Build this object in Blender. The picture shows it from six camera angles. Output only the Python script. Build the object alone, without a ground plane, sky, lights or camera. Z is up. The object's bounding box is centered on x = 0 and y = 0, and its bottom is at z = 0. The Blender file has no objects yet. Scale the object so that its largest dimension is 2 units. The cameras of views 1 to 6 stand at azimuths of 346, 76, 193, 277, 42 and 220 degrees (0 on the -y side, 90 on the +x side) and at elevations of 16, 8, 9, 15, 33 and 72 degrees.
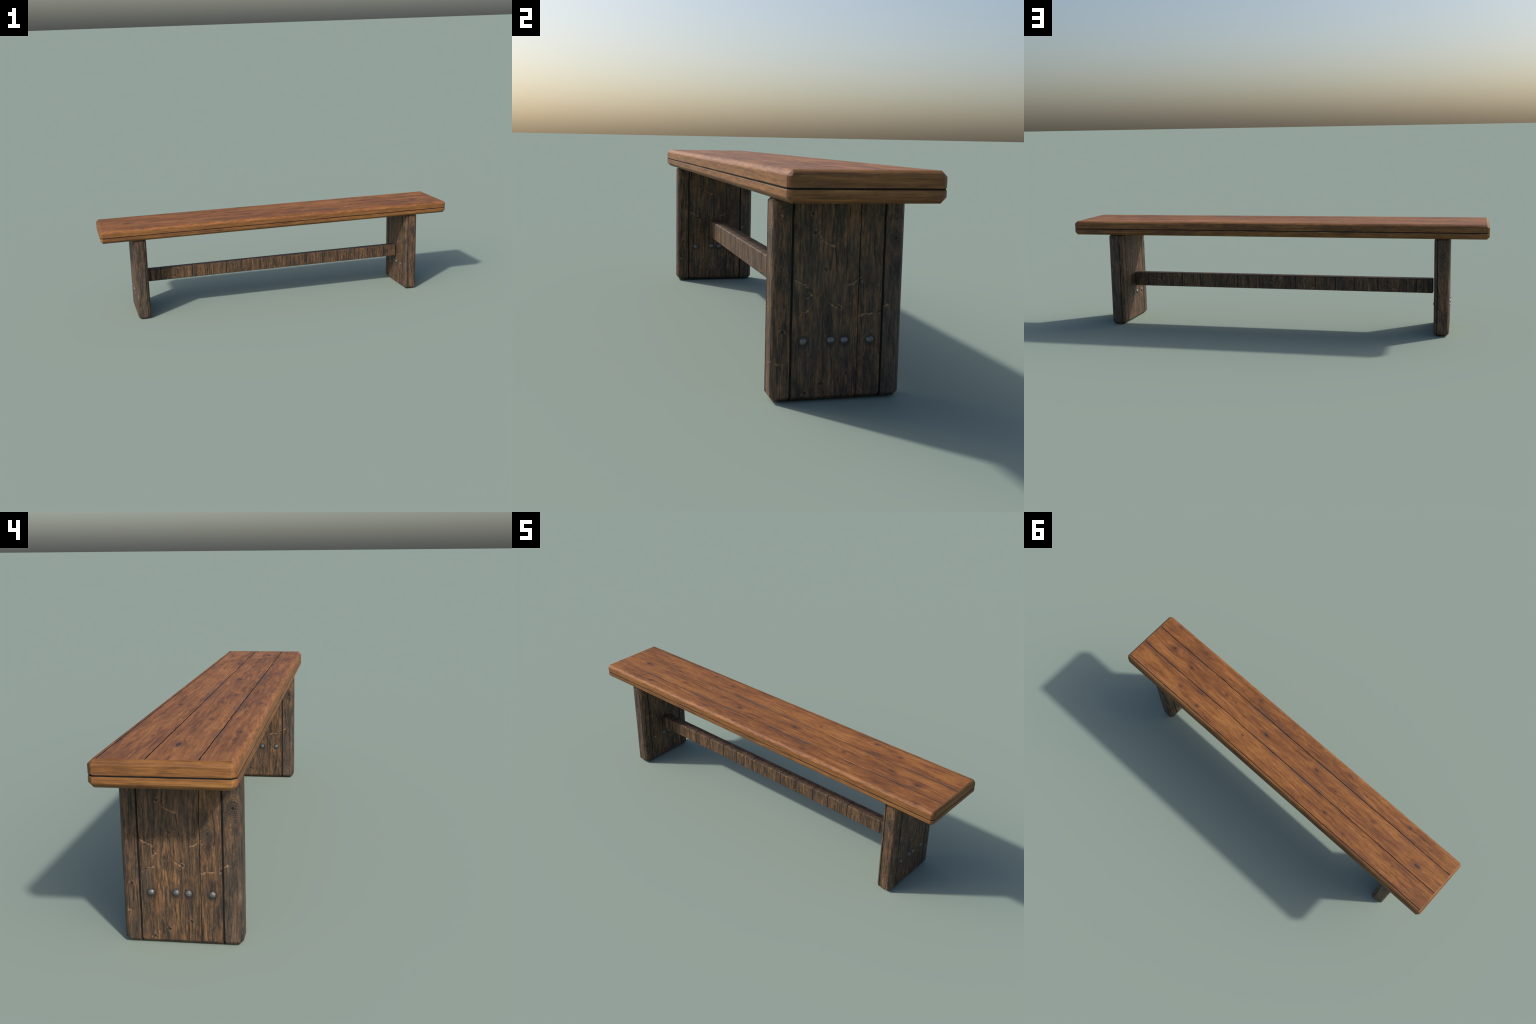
"""A rustic wooden bench: a two-layer plank seat with chamfered edges, two
plank legs with iron rivets, and a stretcher made of short upright blocks."""
import bpy, bmesh, math, random
from mathutils import Vector, Matrix, noise as mnoise

random.seed(7)

# ------------------------------------------------------------------ sizes
SEAT_X, SEAT_Y = 1.0, 0.1662            # half length, half width
SEAT_Z0, SEAT_Z1 = 0.4506, 0.5166
SEAT_C = 0.0124                          # chamfer
SEAT_SPLIT = 0.4797                      # groove between the two layers
SEAT_GROOVE = 0.0037
TOP_SEAMS = (-0.0808, 0.0376, 0.1468)    # grooves along the top
LEG_X = 0.7922                           # leg centre (+-)
LEG_T, LEG_W, LEG_H, LEG_C = 0.0343, 0.1500, 0.4528, 0.0112
LEG_SEAMS = ((-0.1063, 0.0049), (0.0462, 0.0017), (0.1026, 0.0049))  # y, gap
LEG_LAYER = 0.0198                       # groove between the leg's two layers
RIVETS = ((-0.0785, 0.1364), (-0.0152, 0.1372), (0.0158, 0.1362), (0.0757, 0.1356))
RAIL_X, RAIL_Y, RAIL_Z0, RAIL_Z1, RAIL_C = 0.7500, 0.0247, 0.1748, 0.2416, 0.0036
RAIL_FRONT = (-.675, -.494, -.397, -.296, -.205, -.092, .089, .187, .286, .3765, .489, .673)
RAIL_BACK = tuple(-v for v in reversed(RAIL_FRONT))
RAIL_THIN_FRONT = (-.735, -.543, -.147, .041, .437, .624)


# ------------------------------------------------------------------ shader helper
class Nodes:
    def __init__(self, name):
        self.mat = bpy.data.materials.new(name)
        self.mat.use_nodes = True
        self.t = self.mat.node_tree
        self.t.nodes.clear()
        self.out = self.t.nodes.new("ShaderNodeOutputMaterial")
        self.bsdf = self.t.nodes.new("ShaderNodeBsdfPrincipled")
        self.t.links.new(self.bsdf.outputs[0], self.out.inputs[0])

    def put(self, sock, v):
        if isinstance(v, bpy.types.NodeSocket):
            self.t.links.new(v, sock)
        elif isinstance(v, (tuple, list)) and sock.type == 'RGBA':
            sock.default_value = (v[0], v[1], v[2], 1.0)
        else:
            sock.default_value = v

    def coords(self):
        return self.t.nodes.new("ShaderNodeTexCoord").outputs["Object"]

    def rand(self):
        return self.t.nodes.new("ShaderNodeObjectInfo").outputs["Random"]

    def m(self, op, a, b=None, c=None, clamp=False):
        n = self.t.nodes.new("ShaderNodeMath")
        n.operation, n.use_clamp = op, clamp
        for i, v in enumerate((a, b, c)):
            if v is not None:
                self.put(n.inputs[i], v)
        return n.outputs[0]

    def v(self, op, a, b=None, scale=None):
        n = self.t.nodes.new("ShaderNodeVectorMath")
        n.operation = op
        self.put(n.inputs[0], a)
        if b is not None:
            self.put(n.inputs[1], b)
        if scale is not None:
            self.put(n.inputs["Scale"], scale)
        return n.outputs["Value"] if op in ("LENGTH", "DOT_PRODUCT", "DISTANCE") else n.outputs[0]

    def xyz(self, vec):
        n = self.t.nodes.new("ShaderNodeSeparateXYZ")
        self.put(n.inputs[0], vec)
        return n.outputs

    def join(self, x, y, z):
        n = self.t.nodes.new("ShaderNodeCombineXYZ")
        for i, q in enumerate((x, y, z)):
            self.put(n.inputs[i], q)
        return n.outputs[0]

    def noise(self, vec, scale=(1, 1, 1), detail=3.0, rough=0.55, w=0.0, dist=0.0, color=False):
        n = self.t.nodes.new("ShaderNodeTexNoise")
        n.noise_dimensions = '4D'
        self.put(n.inputs["Vector"], self.v("MULTIPLY", vec, scale))
        self.put(n.inputs["W"], w)
        n.inputs["Scale"].default_value = 1.0
        n.inputs["Detail"].default_value = detail
        n.inputs["Roughness"].default_value = rough
        n.inputs["Distortion"].default_value = dist
        return n.outputs["Color"] if color else n.outputs["Fac"]

    def step(self, x, lo, hi, a=0.0, b=1.0):
        n = self.t.nodes.new("ShaderNodeMapRange")
        n.interpolation_type = 'SMOOTHSTEP'
        self.put(n.inputs[0], x)
        for i, q in enumerate((lo, hi, a, b)):
            n.inputs[i + 1].default_value = q
        return n.outputs[0]

    def ramp(self, f, stops):
        n = self.t.nodes.new("ShaderNodeValToRGB")
        e = n.color_ramp.elements
        while len(e) < len(stops):
            e.new(0.5)
        for el, (p, c) in zip(e, stops):
            el.position = p
            el.color = (c[0], c[1], c[2], 1)
        self.put(n.inputs[0], f)
        return n.outputs[0]

    def mix(self, f, a, b, mode='MIX'):
        n = self.t.nodes.new("ShaderNodeMix")
        n.data_type, n.blend_type = 'RGBA', mode
        self.put(n.inputs[0], f)
        self.put(n.inputs[6], a)
        self.put(n.inputs[7], b)
        return n.outputs[2]

    def least(self, items, start=9.0):
        r = None
        for it in items:
            r = it if r is None else self.m("MINIMUM", r, it)
        return start if r is None else r

    def total(self, items):
        r = None
        for it in items:
            r = it if r is None else self.m("ADD", r, it)
        return 0.0 if r is None else r

    def segment(self, p, a, b):
        """Distance from p to the segment a-b."""
        a, b = Vector(a), Vector(b)
        ba = b - a
        pa = self.v("SUBTRACT", p, tuple(a))
        h = self.m("MULTIPLY", self.v("DOT_PRODUCT", pa, tuple(ba)), 1.0 / ba.length_squared, clamp=True)
        return self.v("LENGTH", self.v("SUBTRACT", pa, self.v("SCALE", tuple(ba), scale=h)))

    def finish(self, color, rough, height, dist=0.002, strength=0.6, spec=0.5):
        self.put(self.bsdf.inputs["Base Color"], color)
        self.put(self.bsdf.inputs["Roughness"], rough)
        self.bsdf.inputs["Specular IOR Level"].default_value = spec
        if height is not None:
            b = self.t.nodes.new("ShaderNodeBump")
            b.inputs["Distance"].default_value = dist
            b.inputs["Strength"].default_value = strength
            self.put(b.inputs["Height"], height)
            self.put(self.bsdf.inputs["Normal"], b.outputs[0])
        return self.mat


def flow_round_knots(n, p, knots, long_axis, pull=0.8):
    """Bend the grain round each knot and return (bent coords, closeness in knot radii)."""
    core, shifts = None, None
    side = [1.0, 1.0, 1.0]
    side[long_axis] = 0.12
    for (c, r, stretch, *weak) in knots:
        d = n.v("SUBTRACT", p, c)
        s_far = [1 / (r * 2.0)] * 3
        s_far[long_axis] = 1 / (r * 3.6 * stretch)
        q = n.v("LENGTH", n.v("MULTIPLY", d, tuple(s_far)))
        g = n.m("MULTIPLY", n.m("EXPONENT", n.m("MULTIPLY", n.m("MULTIPLY", q, q), -1.0)), pull)
        sh = n.v("SCALE", n.v("MULTIPLY", d, tuple(side)), scale=g)
        shifts = sh if shifts is None else n.v("ADD", shifts, sh)
        s_core = [1 / r] * 3
        s_core[long_axis] = 1 / (r * stretch)
        q = n.v("LENGTH", n.v("MULTIPLY", d, tuple(s_core)))
        if weak:
            q = n.m("ADD", q, weak[0])
        core = q if core is None else n.m("MINIMUM", core, q)
    bent = p if shifts is None else n.v("SUBTRACT", p, shifts)
    return bent, core


# ------------------------------------------------------------------ seat wood
def seat_wood(name, along, ramp_cols, knots=(), wrap=False, curly=0.0, sides=None, shade=(1, 1, 1), dents=(), seams=(), waver=1.0):
    """Oiled red-brown softwood; `along` is the grain axis."""
    n = Nodes(name)
    p0 = n.coords()
    w = n.m("MULTIPLY", n.rand(), 17.0)
    if wrap:                              # knots recur every metre of the board
        x, y, z = n.xyz(p0)
        pk = n.join(n.m("SUBTRACT", n.m("FRACT", n.m("ADD", x, 1.0)), 0.0), y, z)
    else:
        pk = p0
    sc = lambda l, s: tuple(l if i == along else s for i in range(3))
    jig = n.v("SUBTRACT", n.noise(p0, sc(14, 30), 2, .5, w, color=True), (.5, .5, .5))
    pk = n.v("ADD", pk, n.v("MULTIPLY", jig, (.008, .008, .008)))
    bent, core = flow_round_knots(n, pk, knots, along)
    off = n.v("SUBTRACT", bent, pk)
    p = n.v("ADD", p0, off)
    # slow waver of the grain
    wav = n.v("SUBTRACT", n.noise(p0, sc(3.2, 9), 2, .5, w, color=True), (.5, .5, .5))
    amp = tuple(0.0 if i == along else 0.026 * waver + curly for i in range(3))
    p = n.v("ADD", p, n.v("MULTIPLY", wav, amp))
    wav2 = n.v("SUBTRACT", n.noise(p0, sc(16, 34), 2, .55, w, color=True), (.5, .5, .5))
    amp2 = tuple(0.0 if i == along else 0.006 * waver + curly * .3 for i in range(3))
    p = n.v("ADD", p, n.v("MULTIPLY", wav2, amp2))

    broad = n.noise(p, sc(2.6, 24), 3, .55, w)
    fibre = n.noise(p, sc(6.5, 130), 4, .68, w)
    fine = n.noise(p, sc(17, 400), 3, .65, w)
    blotch = n.noise(p, sc(13, 34), 4, .68, n.m("ADD", w, 3.1), .8)
    f = n.total([n.m("MULTIPLY", broad, .24), n.m("MULTIPLY", fibre, .36),
                 n.m("MULTIPLY", fine, .20), n.m("MULTIPLY", blotch, .20)])
    f = n.m("MULTIPLY_ADD", n.m("SUBTRACT", f, .5), 1.50, .5)
    col = n.ramp(f, ramp_cols)
    # red-brown stain clouds
    cloud = n.step(n.noise(p0, sc(3.4, 12), 4, .6, n.m("ADD", w, 8.0), .8), .50, .68)
    col = n.mix(n.m("MULTIPLY", cloud, .42), col, (.150 * shade[0], .054 * shade[1], .024 * shade[2]))
    # pale streaks
    streak = n.step(n.noise(p, sc(4.5, 60), 2, .5, n.m("ADD", w, 5.0)), .63, .74)
    col = n.mix(n.m("MULTIPLY", streak, .55), col, (.44 * shade[0], .190 * shade[1], .062 * shade[2]))
    # short dark pores and flecks
    pore = n.step(n.noise(p, sc(34, 420), 2, .5, w), .62, .74)
    col = n.mix(n.m("MULTIPLY", pore, .38), col, (.060, .026, .014))
    fleck = n.step(n.noise(p, sc(20, 62), 3, .6, n.m("ADD", w, 11.)), .66, .78)
    col = n.mix(n.m("MULTIPLY", fleck, .50), col, (.085, .034, .018))
    height = n.total([n.m("MULTIPLY", fibre, .5), n.m("MULTIPLY", fine, .35), n.m("MULTIPLY", pore, -.3)])
    if knots:
        halo = n.step(core, 2.6, .9)
        col = n.mix(n.m("MULTIPLY", halo, .55), col, (.150, .052, .024))
        rings = n.m("MULTIPLY_ADD", n.m("SINE", n.m("MULTIPLY", core, 17.0)), .5, .5)
        col = n.mix(n.m("MULTIPLY", n.m("MULTIPLY", n.step(core, 2.2, 1.0), rings), .35), col, (.07, .03, .018))
        heart = n.step(n.m("ADD", core, n.m("MULTIPLY", n.m("SUBTRACT", fine, .5), 2.4)), 1.0, .45)
        col = n.mix(n.m("MULTIPLY", heart, .92), col, (.046, .028, .021))
        height = n.m("ADD", height, n.m("MULTIPLY", heart, -.9))
    if seams:                             # patchy grey-brown darkening beside the joints
        y = n.xyz(p0)[1]
        gap = n.least(n.m("ABSOLUTE", n.m("SUBTRACT", y, q)) for q in seams)
        here = n.step(n.noise(p0, (5.5, 9, 1), 3, .55, 3.7), .50, .68)
        seam_dark = n.m("MULTIPLY", n.step(gap, .020, .001), here)
        col = n.mix(n.m("MULTIPLY", seam_dark, .62), col, (.105, .060, .040))
    if dents:
        near = n.least(n.v("DISTANCE", pk, d) for d in dents)
        near = n.m("ADD", near, n.m("MULTIPLY", n.m("SUBTRACT", fine, .5), .012))
        hole = n.step(near, .0042, .0012)
        col = n.mix(n.m("MULTIPLY", hole, .6), col, (.045, .022, .014))
        height = n.m("ADD", height, n.m("MULTIPLY", hole, -.9))
    if sides is not None:
        # the worn, curly, paler wood along the front arris
        x, y, z = n.xyz(p0)
        run = n.m("ADD", y, n.m("MULTIPLY", n.m("SUBTRACT", n.noise(p0, (9, 20, 20), 4, .65, w), .5), .070))
        worn = n.m("MULTIPLY", n.step(run, -.1400, -.1640),
                   n.step(n.noise(p0, (14, 60, 60), 4, .65, 5.5), .38, .60, .35, 1.0))
        curl = n.noise(n.v("ADD", p0, n.v("MULTIPLY", n.v("SUBTRACT", n.noise(p0, (11, 26, 26), 3, .6, w, color=True),
                       (.5, .5, .5)), (.05, .035, .035))), (26, 150, 150), 4, .62, w)
        pale = n.ramp(curl, ((.38, (.125, .050, .018)), (.48, (.250, .098, .031)), (.60, (.39, .165, .057))))
        col = n.mix(n.m("MULTIPLY", worn, .72), col, pale)
        face = n.step(z, .5055, .5005)
        face = n.m("MULTIPLY", face, n.step(y, -.160, -.1645))
        gold = n.ramp(n.m("MULTIPLY_ADD", fibre, .6, n.m("MULTIPLY", fine, .4)), sides)
        col = n.mix(n.m("MULTIPLY", face, .85), col, gold)
    return n.finish(col, n.m("MULTIPLY_ADD", fibre, -.16, .70), height, .0014, .5, .36)


TOP_COLS = ((.32, (.076, .032, .014)), (.43, (.158, .058, .019)), (.50, (.238, .087, .024)),
            (.57, (.305, .119, .031)), (.70, (.410, .180, .052)))
SIDE_COLS = ((.32, (.066, .030, .012)), (.43, (.140, .058, .018)), (.50, (.210, .086, .024)),
             (.57, (.270, .116, .032)), (.70, (.390, .182, .057)))

TOP = SEAT_Z1
# knots of the top boards: one metre of board, (place, radius, stretch)
TOP_KNOTS = [((.160, -.007, TOP), .0100, 2.0), ((.842, -.040, TOP), .0130, 1.5, 0.33),
             ((.668, .096, TOP), .0065, 1.7, 0.13), ((.530, .118, TOP), .0085, 1.4, 0.28),
             ((.458, -.033, TOP), .0065, 1.5, 0.23), ((.247, .076, TOP), .0045, 1.4, 0.08),
             ((.697, -.133, TOP), .0080, 1.8, 0.43), ((.305, -.130, TOP), .0080, 1.7, 0.43),
             ((.702, -.020, TOP), .0055, 1.6, 0.38), ((.905, -.150, TOP), .0085, 1.9, 0.33)]
TOP_DENTS = [(.889, .131, TOP), (.286, .130, TOP), (.971, .090, TOP), (.899, .065, TOP),
             (.943, -.024, TOP), (.445, .059, TOP), (.397, -.037, TOP), (.987, -.045, TOP),
             (.617, .006, TOP), (.562, -.128, TOP), (.162, -.149, TOP)]


# ------------------------------------------------------------------ leg wood
def old_oak(name, knots=(), chips=(), holes=(), lines=(), grey_band=None, split=None, rivet_shade_at=(), fine_scale=1.0, contrast=1.0):
    """Dark weathered oak with upright grain, chipped checks, holes and knots."""
    n = Nodes(name)
    p0 = n.coords()
    w = n.m("MULTIPLY", n.rand(), 23.0)
    s = fine_scale
    jig = n.v("SUBTRACT", n.noise(p0, (45, 45, 45), 3, .6, w, color=True), (.5, .5, .5))
    pj = n.v("ADD", p0, n.v("SCALE", jig, scale=.015))
    bent, core = flow_round_knots(n, pj, knots, 2)
    p = n.v("ADD", p0, n.v("SUBTRACT", bent, pj))
    wav = n.v("SUBTRACT", n.noise(p0, (12, 12, 4.5), 3, .55, w, color=True), (.5, .5, .5))
    p = n.v("ADD", p, n.v("MULTIPLY", wav, (.016, .016, 0)))
    broad = n.noise(p, (42 * s, 42 * s, 7), 3, .6, w)
    fibre = n.noise(p, (165 * s, 165 * s, 14), 4, .66, w)
    fine = n.noise(p, (420 * s, 420 * s, 45), 3, .62, w)
    blot = n.noise(p0, (24, 24, 14), 5, .7, n.m("ADD", w, 4.0), .7)
    grit = n.noise(p, (260, 260, 85), 3, .65, n.m("ADD", w, 7.0))
    f = n.total([n.m("MULTIPLY", broad, .18), n.m("MULTIPLY", fibre, .34),
                 n.m("MULTIPLY", fine, .16), n.m("MULTIPLY", blot, .16), n.m("MULTIPLY", grit, .16)])
    f = n.m("MULTIPLY_ADD", n.m("SUBTRACT", f, .5), 1.95 * contrast, .5)
    col = n.ramp(f, ((.30, (.016, .013, .011)), (.42, (.044, .030, .021)), (.50, (.088, .052, .029)),
                     (.58, (.158, .083, .038)), (.72, (.310, .168, .080))))
    # grey weathering and rusty streaks
    grey = n.step(n.noise(p0, (17, 17, 8), 4, .62, n.m("ADD", w, 9.0), .8), .50, .66)
    col = n.mix(n.m("MULTIPLY", grey, .42), col, n.ramp(fibre, ((.35, (.026, .022, .019)), (.65, (.098, .078, .062)))))
    rust = n.step(n.noise(p, (110 * s, 110 * s, 11), 3, .6, n.m("ADD", w, 2.0)), .56, .70)
    col = n.mix(n.m("MULTIPLY", rust, .60), col, (.230, .095, .037))
    crack = n.step(n.noise(p, (260 * s, 260 * s, 9), 2, .5, n.m("ADD", w, 6.0)), .41, .31)
    col = n.mix(n.m("MULTIPLY", crack, .75), col, (.014, .011, .010))
    speck = n.step(n.noise(p0, (300, 300, 150), 2, .5, w), .64, .76)
    col = n.mix(n.m("MULTIPLY", speck, .40), col, (.26, .19, .135))
    height = n.total([n.m("MULTIPLY", fibre, .7), n.m("MULTIPLY", fine, .4), n.m("MULTIPLY", crack, -.6),
                      n.m("MULTIPLY", broad, .5)])
    if grey_band is not None:             # one board that weathered greyer
        lo, hi = grey_band
        x, y, z = n.xyz(p0)
        b = n.m("MULTIPLY", n.step(y, lo, lo + .003), n.step(z, .36, .20, .35, 1.0))
        col = n.mix(n.m("MULTIPLY", b, .55), col, n.ramp(f, ((.38, (.026, .023, .021)), (.64, (.105, .085, .068)))))
    if knots:
        ring = n.m("MULTIPLY_ADD", n.m("SINE", n.m("MULTIPLY", n.m("ADD", core, n.m("ADD", n.m("MULTIPLY", blot, 1.3), n.m("MULTIPLY", fine, .35))), 19.0)), .5, .5)
        zone = n.step(core, 2.3, 1.0)
        col = n.mix(n.m("MULTIPLY", zone, .34), col,
                    n.mix(ring, (.038, .028, .021), (.130, .074, .040)))
        disk = n.step(core, 1.10, .80)
        col = n.mix(n.m("MULTIPLY", disk, .65), col, n.mix(ring, (.024, .020, .018), (.075, .054, .040)))
        if split:                         # radial drying cracks of the big knot
            dv = n.xyz(n.v("SUBTRACT", pj, split))
            ang = n.m("ARCTAN2", dv[1], dv[2])
            ray = n.step(n.m("SINE", n.m("MULTIPLY_ADD", ang, 7.0, n.m("MULTIPLY", blot, 4.0))), .86, .98)
            col = n.mix(n.m("MULTIPLY", n.m("MULTIPLY", ray, disk), .8), col, (.012, .010, .009))
        heart = n.step(core, .26, .08)
        col = n.mix(heart, col, (.008, .007, .006))
        height = n.m("ADD", height, n.m("MULTIPLY", ring, n.m("MULTIPLY", zone, .35)))
        height = n.m("SUBTRACT", height, n.m("MULTIPLY", heart, 1.2))
    if chips:
        rag = n.v("SUBTRACT", n.noise(p0, (70, 70, 110), 4, .75, 1.7, color=True), (.5, .5, .5))
        pc = n.v("ADD", p0, n.v("SCALE", rag, scale=.020))
        d = n.least(n.segment(pc, a, b) for a, b in chips)
        low = n.v("ADD", pc, (0, 0, .0022))
        dl = n.least(n.segment(low, a, b) for a, b in chips)
        patch = n.step(n.noise(p0, (85, 85, 150), 3, .6, 4.2), .41, .55)
        lip = n.m("MULTIPLY", n.step(dl, .0036, .0014), patch)
        col = n.mix(n.m("MULTIPLY", lip, .80), col, (.36, .205, .110))
        gone = n.step(n.noise(p0, (60, 60, 60), 2, .5, 8.8), .40, .52)
        cut = n.m("MULTIPLY", n.step(d, .0019, .0006), gone)
        col = n.mix(n.m("MULTIPLY", cut, .80), col, (.016, .013, .011))
        height = n.m("SUBTRACT", height, cut)
    if holes:
        pc = n.v("ADD", p0, n.v("SCALE", n.v("SUBTRACT", n.noise(p0, (130, 130, 130), 2, .5, 3.3, color=True), (.5, .5, .5)), scale=.009))
        d = n.least(n.v("DISTANCE", pc, c) for c in holes)
        rim = n.m("MULTIPLY", n.step(d, .0090, .0062), n.step(n.noise(p0, (150, 150, 150), 2, .5, 2.), .48, .60))
        col = n.mix(n.m("MULTIPLY", rim, .55), col, (.30, .19, .115))
        pit = n.step(d, .0050, .0022)
        col = n.mix(n.m("MULTIPLY", pit, .78), col, (.016, .013, .011))
        height = n.m("ADD", height, n.m("MULTIPLY", pit, -1.5))
    if rivet_shade_at:                             # contact shadow round and under each rivet, painted into the oak colour
        near = n.least(n.v("DISTANCE", p0, q) for q in rivet_shade_at)
        stain = n.step(n.m("ADD", near, n.m("MULTIPLY", n.m("SUBTRACT", blot, .5), .012)), .0175, .0090)  # mask for the baked rivet shadow
        col = n.mix(n.m("MULTIPLY", stain, .72), col, (.022, .018, .015))
    if lines:
        pl = n.v("ADD", p0, n.v("MULTIPLY", jig, (.006, .006, 0)))
        d = n.least(n.segment(pl, a, b) for a, b in lines)
        cut = n.m("MULTIPLY", n.step(d, .0015, .0006), n.step(n.noise(p0, (60, 60, 60), 2, .5, 1.1), .36, .52))
        col = n.mix(n.m("MULTIPLY", cut, .9), col, (.012, .010, .009))
        height = n.m("ADD", height, n.m("MULTIPLY", cut, -1.2))
    return n.finish(col, n.m("MULTIPLY_ADD", fibre, -.2, .74), height, .0022, .75, .38)


FX = LEG_T
LEG_KNOTS = [((FX, .1285, .3605), .0165, 1.15), ((FX, .066, .294), .0105, 1.25),
             ((FX, -.039, .227), .0075, 1.2), ((.0035, -LEG_W, .3625), .0145, 1.2)]
LEG_HOLES = [(FX, -.030, .2945), (FX, -.057, .376), (FX, -.062, .416), (FX, -.071, .239),
             (FX, .002, .2095), (FX, .022, .0605), (FX, -.0345, .0395), (FX, -.126, .158),
             (FX, -.073, .0185), (FX, .098, .197)]
LEG_CHIPS = [((FX, -.0448, .3629), (FX, -.0307, .3532)), ((FX, -.0307, .3532), (FX, -.0126, .3473)),
             ((FX, -.103, .276), (FX, -.0735, .262)), ((FX, -.101, .191), (FX, -.070, .206)),
             ((FX, -.0186, .220), (FX, .004, .2075)), ((FX, .026, .262), (FX, .044, .272)),
             ((FX, .046, .285), (FX, .0525, .269)), ((FX, .049, .1942), (FX, .082, .1972)),
             ((FX, -.149, .0926), (FX, -.1225, .0886)), ((FX, .106, .2103), (FX, .1184, .2159)),
             ((FX, -.136, .435), (FX, -.127, .395)), ((FX, -.073, .262), (FX, -.062, .240)),
             ((.024, -LEG_W, .093), (.008, -LEG_W, .090)), ((-.012, -LEG_W, .209), (-.002, -LEG_W, .211))]
LEG_LINES = [((FX, -.0410, .445), (FX, -.0440, .364)), ((FX, -.0105, .340), (FX, -.004, .285)),
             ((FX, -.126, .155), (FX, -.125, .110))]


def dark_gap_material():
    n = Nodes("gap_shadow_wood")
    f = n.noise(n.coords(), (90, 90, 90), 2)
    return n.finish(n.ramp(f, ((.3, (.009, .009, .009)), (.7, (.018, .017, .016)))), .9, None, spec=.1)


def iron_material():
    n = Nodes("hammered_iron")
    p = n.coords()
    f = n.noise(p, (240, 240, 240), 3, .6)
    col = n.ramp(f, ((.35, (.120, .119, .122)), (.55, (.200, .198, .202)), (.72, (.240, .220, .205))))
    n.bsdf.inputs["Metallic"].default_value = 0.75
    return n.finish(col, n.m("MULTIPLY_ADD", f, .2, .38), f, .0008, .5)


# ------------------------------------------------------------------ mesh helpers
def chamfered_box(lo, hi, c):
    bm = bmesh.new()
    bmesh.ops.create_cube(bm, size=1.0)
    for v in bm.verts:
        v.co = Vector([(lo[i] + hi[i]) / 2 + v.co[i] * (hi[i] - lo[i]) for i in range(3)])
    if c > 0:
        bmesh.ops.bevel(bm, geom=bm.edges[:], offset=c, offset_type='OFFSET', segments=1,
                        profile=0.5, affect='EDGES', clamp_overlap=False)
    return bm


def keep_side(bm, co, no, round_edge=0.0):
    """Cut by a plane, keep the side the normal points away from, cap, ease the cut's edges."""
    no = Vector(no).normalized()
    bmesh.ops.bisect_plane(bm, geom=bm.verts[:] + bm.edges[:] + bm.faces[:], plane_co=co, plane_no=no,
                           clear_outer=True, dist=1e-6)
    rim = [e for e in bm.edges if e.is_boundary]
    if rim:
        bmesh.ops.contextual_create(bm, geom=rim)
        bm.normal_update()
        if round_edge > 0:
            rim = [e for e in bm.edges if any(abs(abs(f.normal.dot(no)) - 1) < 1e-4 and
                   abs((f.calc_center_median() - Vector(co)).dot(no)) < 1e-5 for f in e.link_faces)]
            bmesh.ops.bevel(bm, geom=rim, offset=round_edge, offset_type='OFFSET', segments=1,
                            profile=0.5, affect='EDGES')


def slice_along(bm, axis, lo, hi, step):
    no = [0, 0, 0]
    no[axis] = 1
    k = int((hi - lo) / step)
    for i in range(1, k):
        co = [0, 0, 0]
        co[axis] = lo + (hi - lo) * i / k
        bmesh.ops.bisect_plane(bm, geom=bm.verts[:] + bm.edges[:] + bm.faces[:], plane_co=co, plane_no=no, dist=1e-6)


def waver_seam(bm, axis, at, along, amount, seed, reach=.0045, own=0.0):
    """Let a seam wander a little as it runs along the board."""
    for v in bm.verts:
        if abs(v.co[axis] - at) < reach:
            t = v.co[along]
            d = mnoise.noise(Vector((t * 7.0, seed, 0))) + .6 * mnoise.noise(Vector((t * 24.0, seed, 3.3)))
            d += .35 * mnoise.noise(Vector((t * 80.0, seed, 9.1)))
            d += own * mnoise.noise(Vector((t * 40.0, seed + 50 + (1 if v.co[axis] > at else 2), 1.7)))
            v.co[axis] += amount * d


def soft_chamfer_normals(me, planes):
    """Shade chamfers as rounded arrises: each chamfer corner takes the normal of the
    main face (plane) it touches; main faces stay flat."""
    normals = []
    for poly in me.polygons:
        fn = poly.normal
        main = max(abs(fn.x), abs(fn.y), abs(fn.z)) > 0.985
        for li in poly.loop_indices:
            nv = fn.copy()
            if not main:
                co = me.vertices[me.loops[li].vertex_index].co
                acc = Vector((0, 0, 0))
                for ax, pos, sgn in planes:
                    if abs(co[ax] - pos) < 4e-4 and fn[ax] * sgn > 0.3:
                        acc[ax] += sgn
                if acc.length > 0:
                    nv = (acc.normalized() * .64 + fn * .36).normalized()
            normals.append(nv)
    me.polygons.foreach_set("use_smooth", [True] * len(me.polygons))
    me.normals_split_custom_set(normals)


def box_planes(lo, hi):
    return [(i, lo[i], -1) for i in range(3)] + [(i, hi[i], 1) for i in range(3)]


def to_mesh(bm, name, mat, planes=None):
    bmesh.ops.recalc_face_normals(bm, faces=bm.faces[:])
    me = bpy.data.meshes.new(name)
    bm.to_mesh(me)
    bm.free()
    me.materials.append(mat)
    if planes:
        soft_chamfer_normals(me, planes)
    return me


def add(name, me, parent, loc=(0, 0, 0), rot=0.0):
    ob = bpy.data.objects.new(name, me)
    bpy.context.scene.collection.objects.link(ob)
    ob.parent = parent
    ob.location = loc
    ob.rotation_euler = (0, 0, rot)
    return ob


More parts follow.
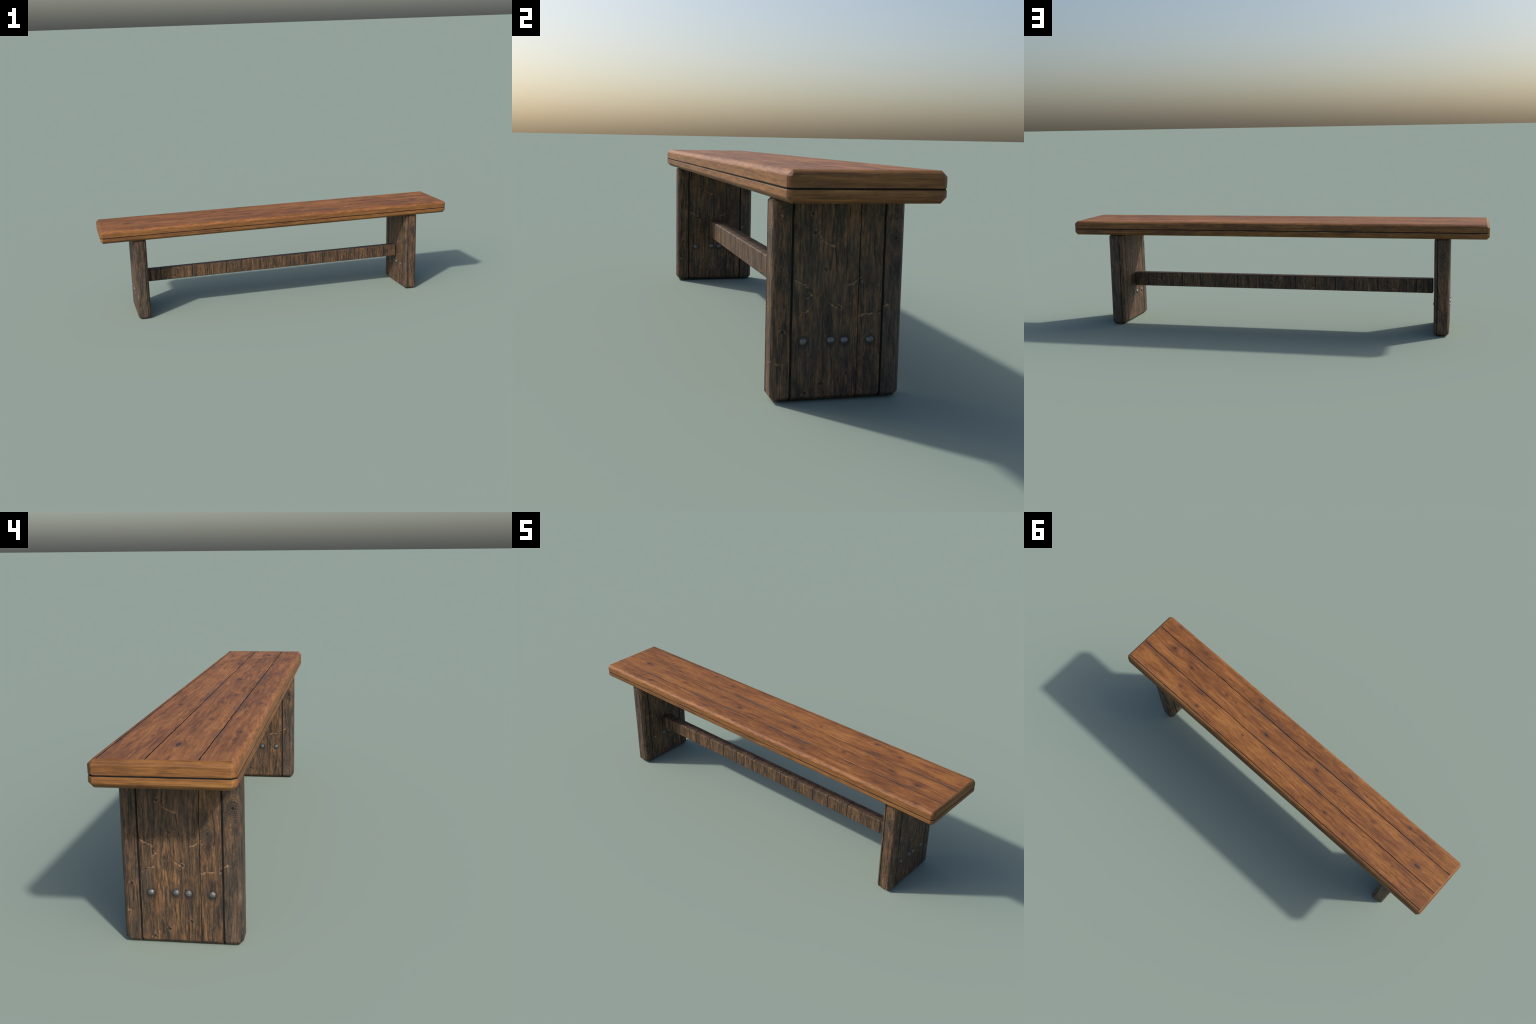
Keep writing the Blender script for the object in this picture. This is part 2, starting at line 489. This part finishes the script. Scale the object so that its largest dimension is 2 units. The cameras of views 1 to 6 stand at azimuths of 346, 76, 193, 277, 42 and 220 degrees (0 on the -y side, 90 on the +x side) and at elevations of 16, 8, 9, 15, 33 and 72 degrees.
# ------------------------------------------------------------------ build
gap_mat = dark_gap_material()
iron = iron_material()
top_wood = seat_wood("seat_top_wood", 0, TOP_COLS, TOP_KNOTS, wrap=True, sides=SIDE_COLS, dents=TOP_DENTS, seams=TOP_SEAMS)
lower_wood = seat_wood("seat_lower_wood", 0, SIDE_COLS, [], shade=(1, 1.15, 1.1))
end_wood = seat_wood("seat_end_wood", 1, SIDE_COLS, [], shade=(1, 1.15, 1.0), waver=.15)
LEG_WOODS = []
bounds = [-1.0] + [q[0] for q in LEG_SEAMS] + [1.0]
for i in range(4):                       # each board carries its own marks
    on = lambda y, e=0.0: bounds[i] - e <= y <= bounds[i + 1] + e
    LEG_WOODS.append(old_oak("leg_oak",
                             [k for k in LEG_KNOTS if on(k[0][1], .02)],
                             [c for c in LEG_CHIPS if on(c[0][1], .004) or on(c[1][1], .004)],
                             [h for h in LEG_HOLES if on(h[1], .006)],
                             [q for q in LEG_LINES if on(q[0][1])],
                             grey_band=(.1, .15) if i == 3 else None,
                             split=LEG_KNOTS[0][0] if i == 3 else None,
                             rivet_shade_at=[(FX, y, z - .0022) for y, z in RIVETS if on(y)]))
rail_lines = [((x, -RAIL_Y, RAIL_Z0), (x, -RAIL_Y, RAIL_Z1)) for x in RAIL_THIN_FRONT] + \
             [((-x, RAIL_Y, RAIL_Z0), (-x, RAIL_Y, RAIL_Z1)) for x in RAIL_THIN_FRONT]
rail_holes, rail_chips = [], []
for x in (-.640, -.0575, .524):
    for s in (1, -1):
        rail_holes.append((s * x, -s * RAIL_Y, .207))
        rail_chips.append(((s * (x + .036), -s * RAIL_Y, .197), (s * (x + .052), -s * RAIL_Y, .182)))
        rail_chips.append(((s * (x + .018), -s * RAIL_Y, .214), (s * (x + .030), -s * RAIL_Y, .204)))
        rail_chips.append(((s * (x + .226), -s * RAIL_Y, .186), (s * (x + .240), -s * RAIL_Y, .190)))


def rail_wood(lo, hi):
    on = lambda q: lo - .012 < q[0] < hi + .012
    return old_oak("stretcher_oak", [], [c for c in rail_chips if on(c[0])], [h for h in rail_holes if on(h)],
                   [q for q in rail_lines if on(q[0])], fine_scale=.9)


bench = bpy.data.objects.new("bench", None)
bpy.context.scene.collection.objects.link(bench)
bench["label"] = "rustic plank bench with dark riveted wooden legs"
bench["category"] = "wooden bench"

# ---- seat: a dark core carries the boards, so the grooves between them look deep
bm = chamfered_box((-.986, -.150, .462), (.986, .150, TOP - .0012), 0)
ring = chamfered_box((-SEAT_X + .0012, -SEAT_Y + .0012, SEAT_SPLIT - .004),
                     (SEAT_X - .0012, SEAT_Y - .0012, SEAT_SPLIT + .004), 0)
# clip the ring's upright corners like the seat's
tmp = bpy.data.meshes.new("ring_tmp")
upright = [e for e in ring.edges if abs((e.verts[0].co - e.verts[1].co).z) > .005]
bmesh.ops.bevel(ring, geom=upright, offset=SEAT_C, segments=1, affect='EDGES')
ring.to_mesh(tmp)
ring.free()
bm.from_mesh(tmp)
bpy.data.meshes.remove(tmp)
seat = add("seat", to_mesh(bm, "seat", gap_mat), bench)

S_LO, S_HI = (-SEAT_X, -SEAT_Y, SEAT_Z0), (SEAT_X, SEAT_Y, SEAT_Z1)
S_PLANES = box_planes(S_LO, S_HI)
UP = SEAT_SPLIT + SEAT_GROOVE / 2
DN = SEAT_SPLIT - SEAT_GROOVE / 2
END = SEAT_X - SEAT_C


def upper_piece(x=None, y=None):
    b = chamfered_box(S_LO, S_HI, SEAT_C)
    keep_side(b, (0, 0, UP), (0, 0, -1), .0008)
    if x:
        keep_side(b, (x[0], 0, 0), (-1, 0, 0))
        keep_side(b, (x[1], 0, 0), (1, 0, 0))
    if y:
        if y[0] is not None:
            keep_side(b, (0, y[0], 0), (0, -1, 0), .0009)
        if y[1] is not None:
            keep_side(b, (0, y[1], 0), (0, 1, 0), .0009)
    return b


half = .0016
edges = [None] + list(TOP_SEAMS) + [None]
for i in range(4):
    lo = None if edges[i] is None else edges[i] + half
    hi = None if edges[i + 1] is None else edges[i + 1] - half
    b = upper_piece((-END, END), (lo, hi))
    slice_along(b, 0, -END, END, .007)
    for k, ys in enumerate(TOP_SEAMS):
        waver_seam(b, 1, ys, 0, .0013 if k < 2 else .0008, 3.0 + 11 * k, own=.5)
    waver_seam(b, 2, UP, 0, .0005, 71.0, reach=.001)
    nm = "edge_trim" if i == 3 else "seat_plank"
    add(nm, to_mesh(b, nm, top_wood if i < 3 else lower_wood, S_PLANES), seat)
for s in (-1, 1):
    b = upper_piece((END, 2) if s > 0 else (-2, -END))
    slice_along(b, 1, -SEAT_Y, SEAT_Y, .007)
    waver_seam(b, 2, UP, 1, .0005, 71.0 + s, reach=.001)
    add("end_trim", to_mesh(b, "end_trim", end_wood, S_PLANES), seat)

# lower layer: its middle board and the two end pieces with cross grain
for x0, x1, nm, mat, ax in ((-END, END, "lower_board", lower_wood, 0), (END, 2, "end_trim", end_wood, 1),
                            (-2, -END, "end_trim", end_wood, 1)):
    b = chamfered_box(S_LO, S_HI, SEAT_C)
    keep_side(b, (0, 0, DN), (0, 0, 1), .0008)
    keep_side(b, (x0, 0, 0), (-1, 0, 0))
    keep_side(b, (x1, 0, 0), (1, 0, 0))
    slice_along(b, ax, -SEAT_X if ax == 0 else -SEAT_Y, SEAT_X if ax == 0 else SEAT_Y, .008)
    waver_seam(b, 2, DN, ax, .0005, 75.0, reach=.001)
    add(nm, to_mesh(b, nm, mat, S_PLANES), seat)

# ---- legs: a thick outer layer and a thin inner one, each of four upright boards
L_LO, L_HI = (-LEG_T, -LEG_W, 0), (LEG_T, LEG_W, LEG_H)
L_PLANES = box_planes(L_LO, L_HI)


def leg_boards(x_from, seed):
    out = []
    cuts = [None] + list(LEG_SEAMS) + [None]
    for i in range(4):
        b = chamfered_box(L_LO, L_HI, LEG_C)
        keep_side(b, (x_from, 0, 0), (-1, 0, 0), .0008)
        if cuts[i]:
            keep_side(b, (0, cuts[i][0] + cuts[i][1] / 2, 0), (0, -1, 0), .0009)
        if cuts[i + 1]:
            keep_side(b, (0, cuts[i + 1][0] - cuts[i + 1][1] / 2, 0), (0, 1, 0), .0009)
        slice_along(b, 2, 0, LEG_H, .006)
        for k, (ys, g) in enumerate(LEG_SEAMS):
            waver_seam(b, 1, ys, 2, .0009 if g > .002 else .0016, seed + 7 * k, own=.4)
        waver_seam(b, 0, x_from, 2, .0006, seed + 40, reach=.002)
        out.append(to_mesh(b, "leg_plank", LEG_WOODS[i], L_PLANES))
    return out


def rivet_mesh():
    """A hand-hammered dome: facets of uneven size on a low cap."""
    rnd = random.Random(4)
    b = bmesh.new()
    bmesh.ops.create_icosphere(b, subdivisions=2, radius=1.0)
    for v in b.verts:
        v.co += Vector([rnd.uniform(-.06, .06) for _ in range(3)])
        v.co = Vector((v.co.x * .0072, v.co.y * .0092, v.co.z * .0092))
    keep_side(b, (.0012, 0, 0), (-1, 0, 0))
    bmesh.ops.recalc_face_normals(b, faces=b.faces[:])
    me = bpy.data.meshes.new("rivet")
    b.to_mesh(me)
    b.free()
    me.materials.append(iron)
    return me


outer = leg_boards(-LEG_LAYER + .0019, 5.0)
inner = leg_boards(LEG_LAYER + .0017, 5.0)
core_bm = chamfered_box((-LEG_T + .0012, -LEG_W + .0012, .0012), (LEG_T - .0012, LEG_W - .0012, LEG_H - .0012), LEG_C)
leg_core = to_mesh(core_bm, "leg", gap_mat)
riv = rivet_mesh()
spin = random.Random(12)
for turn in (0.0, math.pi):
    leg = add("leg", leg_core, bench, (LEG_X * math.cos(turn), 0, 0), turn)
    for me in outer:
        add("leg_plank", me, leg)
    for me in inner:
        add("leg_plank", me, leg, rot=math.pi)
    for side in (0.0, math.pi):
        for y, z in RIVETS:
            c = math.cos(side)
            ob = add("rivet", riv, leg, (c * (LEG_T - .0016), c * y, z))
            ob.rotation_euler = Matrix.Rotation(side, 3, 'Z').to_4x4().to_euler()
            ob.rotation_euler.rotate_axis('X', spin.uniform(0, 6.28))

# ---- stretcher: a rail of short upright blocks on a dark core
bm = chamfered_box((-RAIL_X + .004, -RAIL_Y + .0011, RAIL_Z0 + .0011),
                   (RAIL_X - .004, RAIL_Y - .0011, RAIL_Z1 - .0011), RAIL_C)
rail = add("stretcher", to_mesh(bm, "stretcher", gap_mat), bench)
R_LO, R_HI = (-RAIL_X, -RAIL_Y, RAIL_Z0), (RAIL_X, RAIL_Y, RAIL_Z1)
R_PLANES = box_planes(R_LO, R_HI)
GAP = .0029
for i in range(len(RAIL_FRONT) + 1):
    b = chamfered_box(R_LO, R_HI, RAIL_C)
    ends = ((-1.0,) + RAIL_FRONT + (1.0,))[i:i + 2]
    for j, sgn in ((i - 1, -1), (i, 1)):
        if 0 <= j < len(RAIL_FRONT):
            f, k = Vector((RAIL_FRONT[j], -RAIL_Y, 0)), Vector((RAIL_BACK[j], RAIL_Y, 0))
            d = (k - f).normalized()
            no = Vector((d.y, -d.x, 0)) * sgn
            co = (f + k) / 2 - no * GAP / 2
            keep_side(b, co, no, .0008)
    add("stretcher_block", to_mesh(b, "stretcher_block", rail_wood(*ends), R_PLANES), rail)
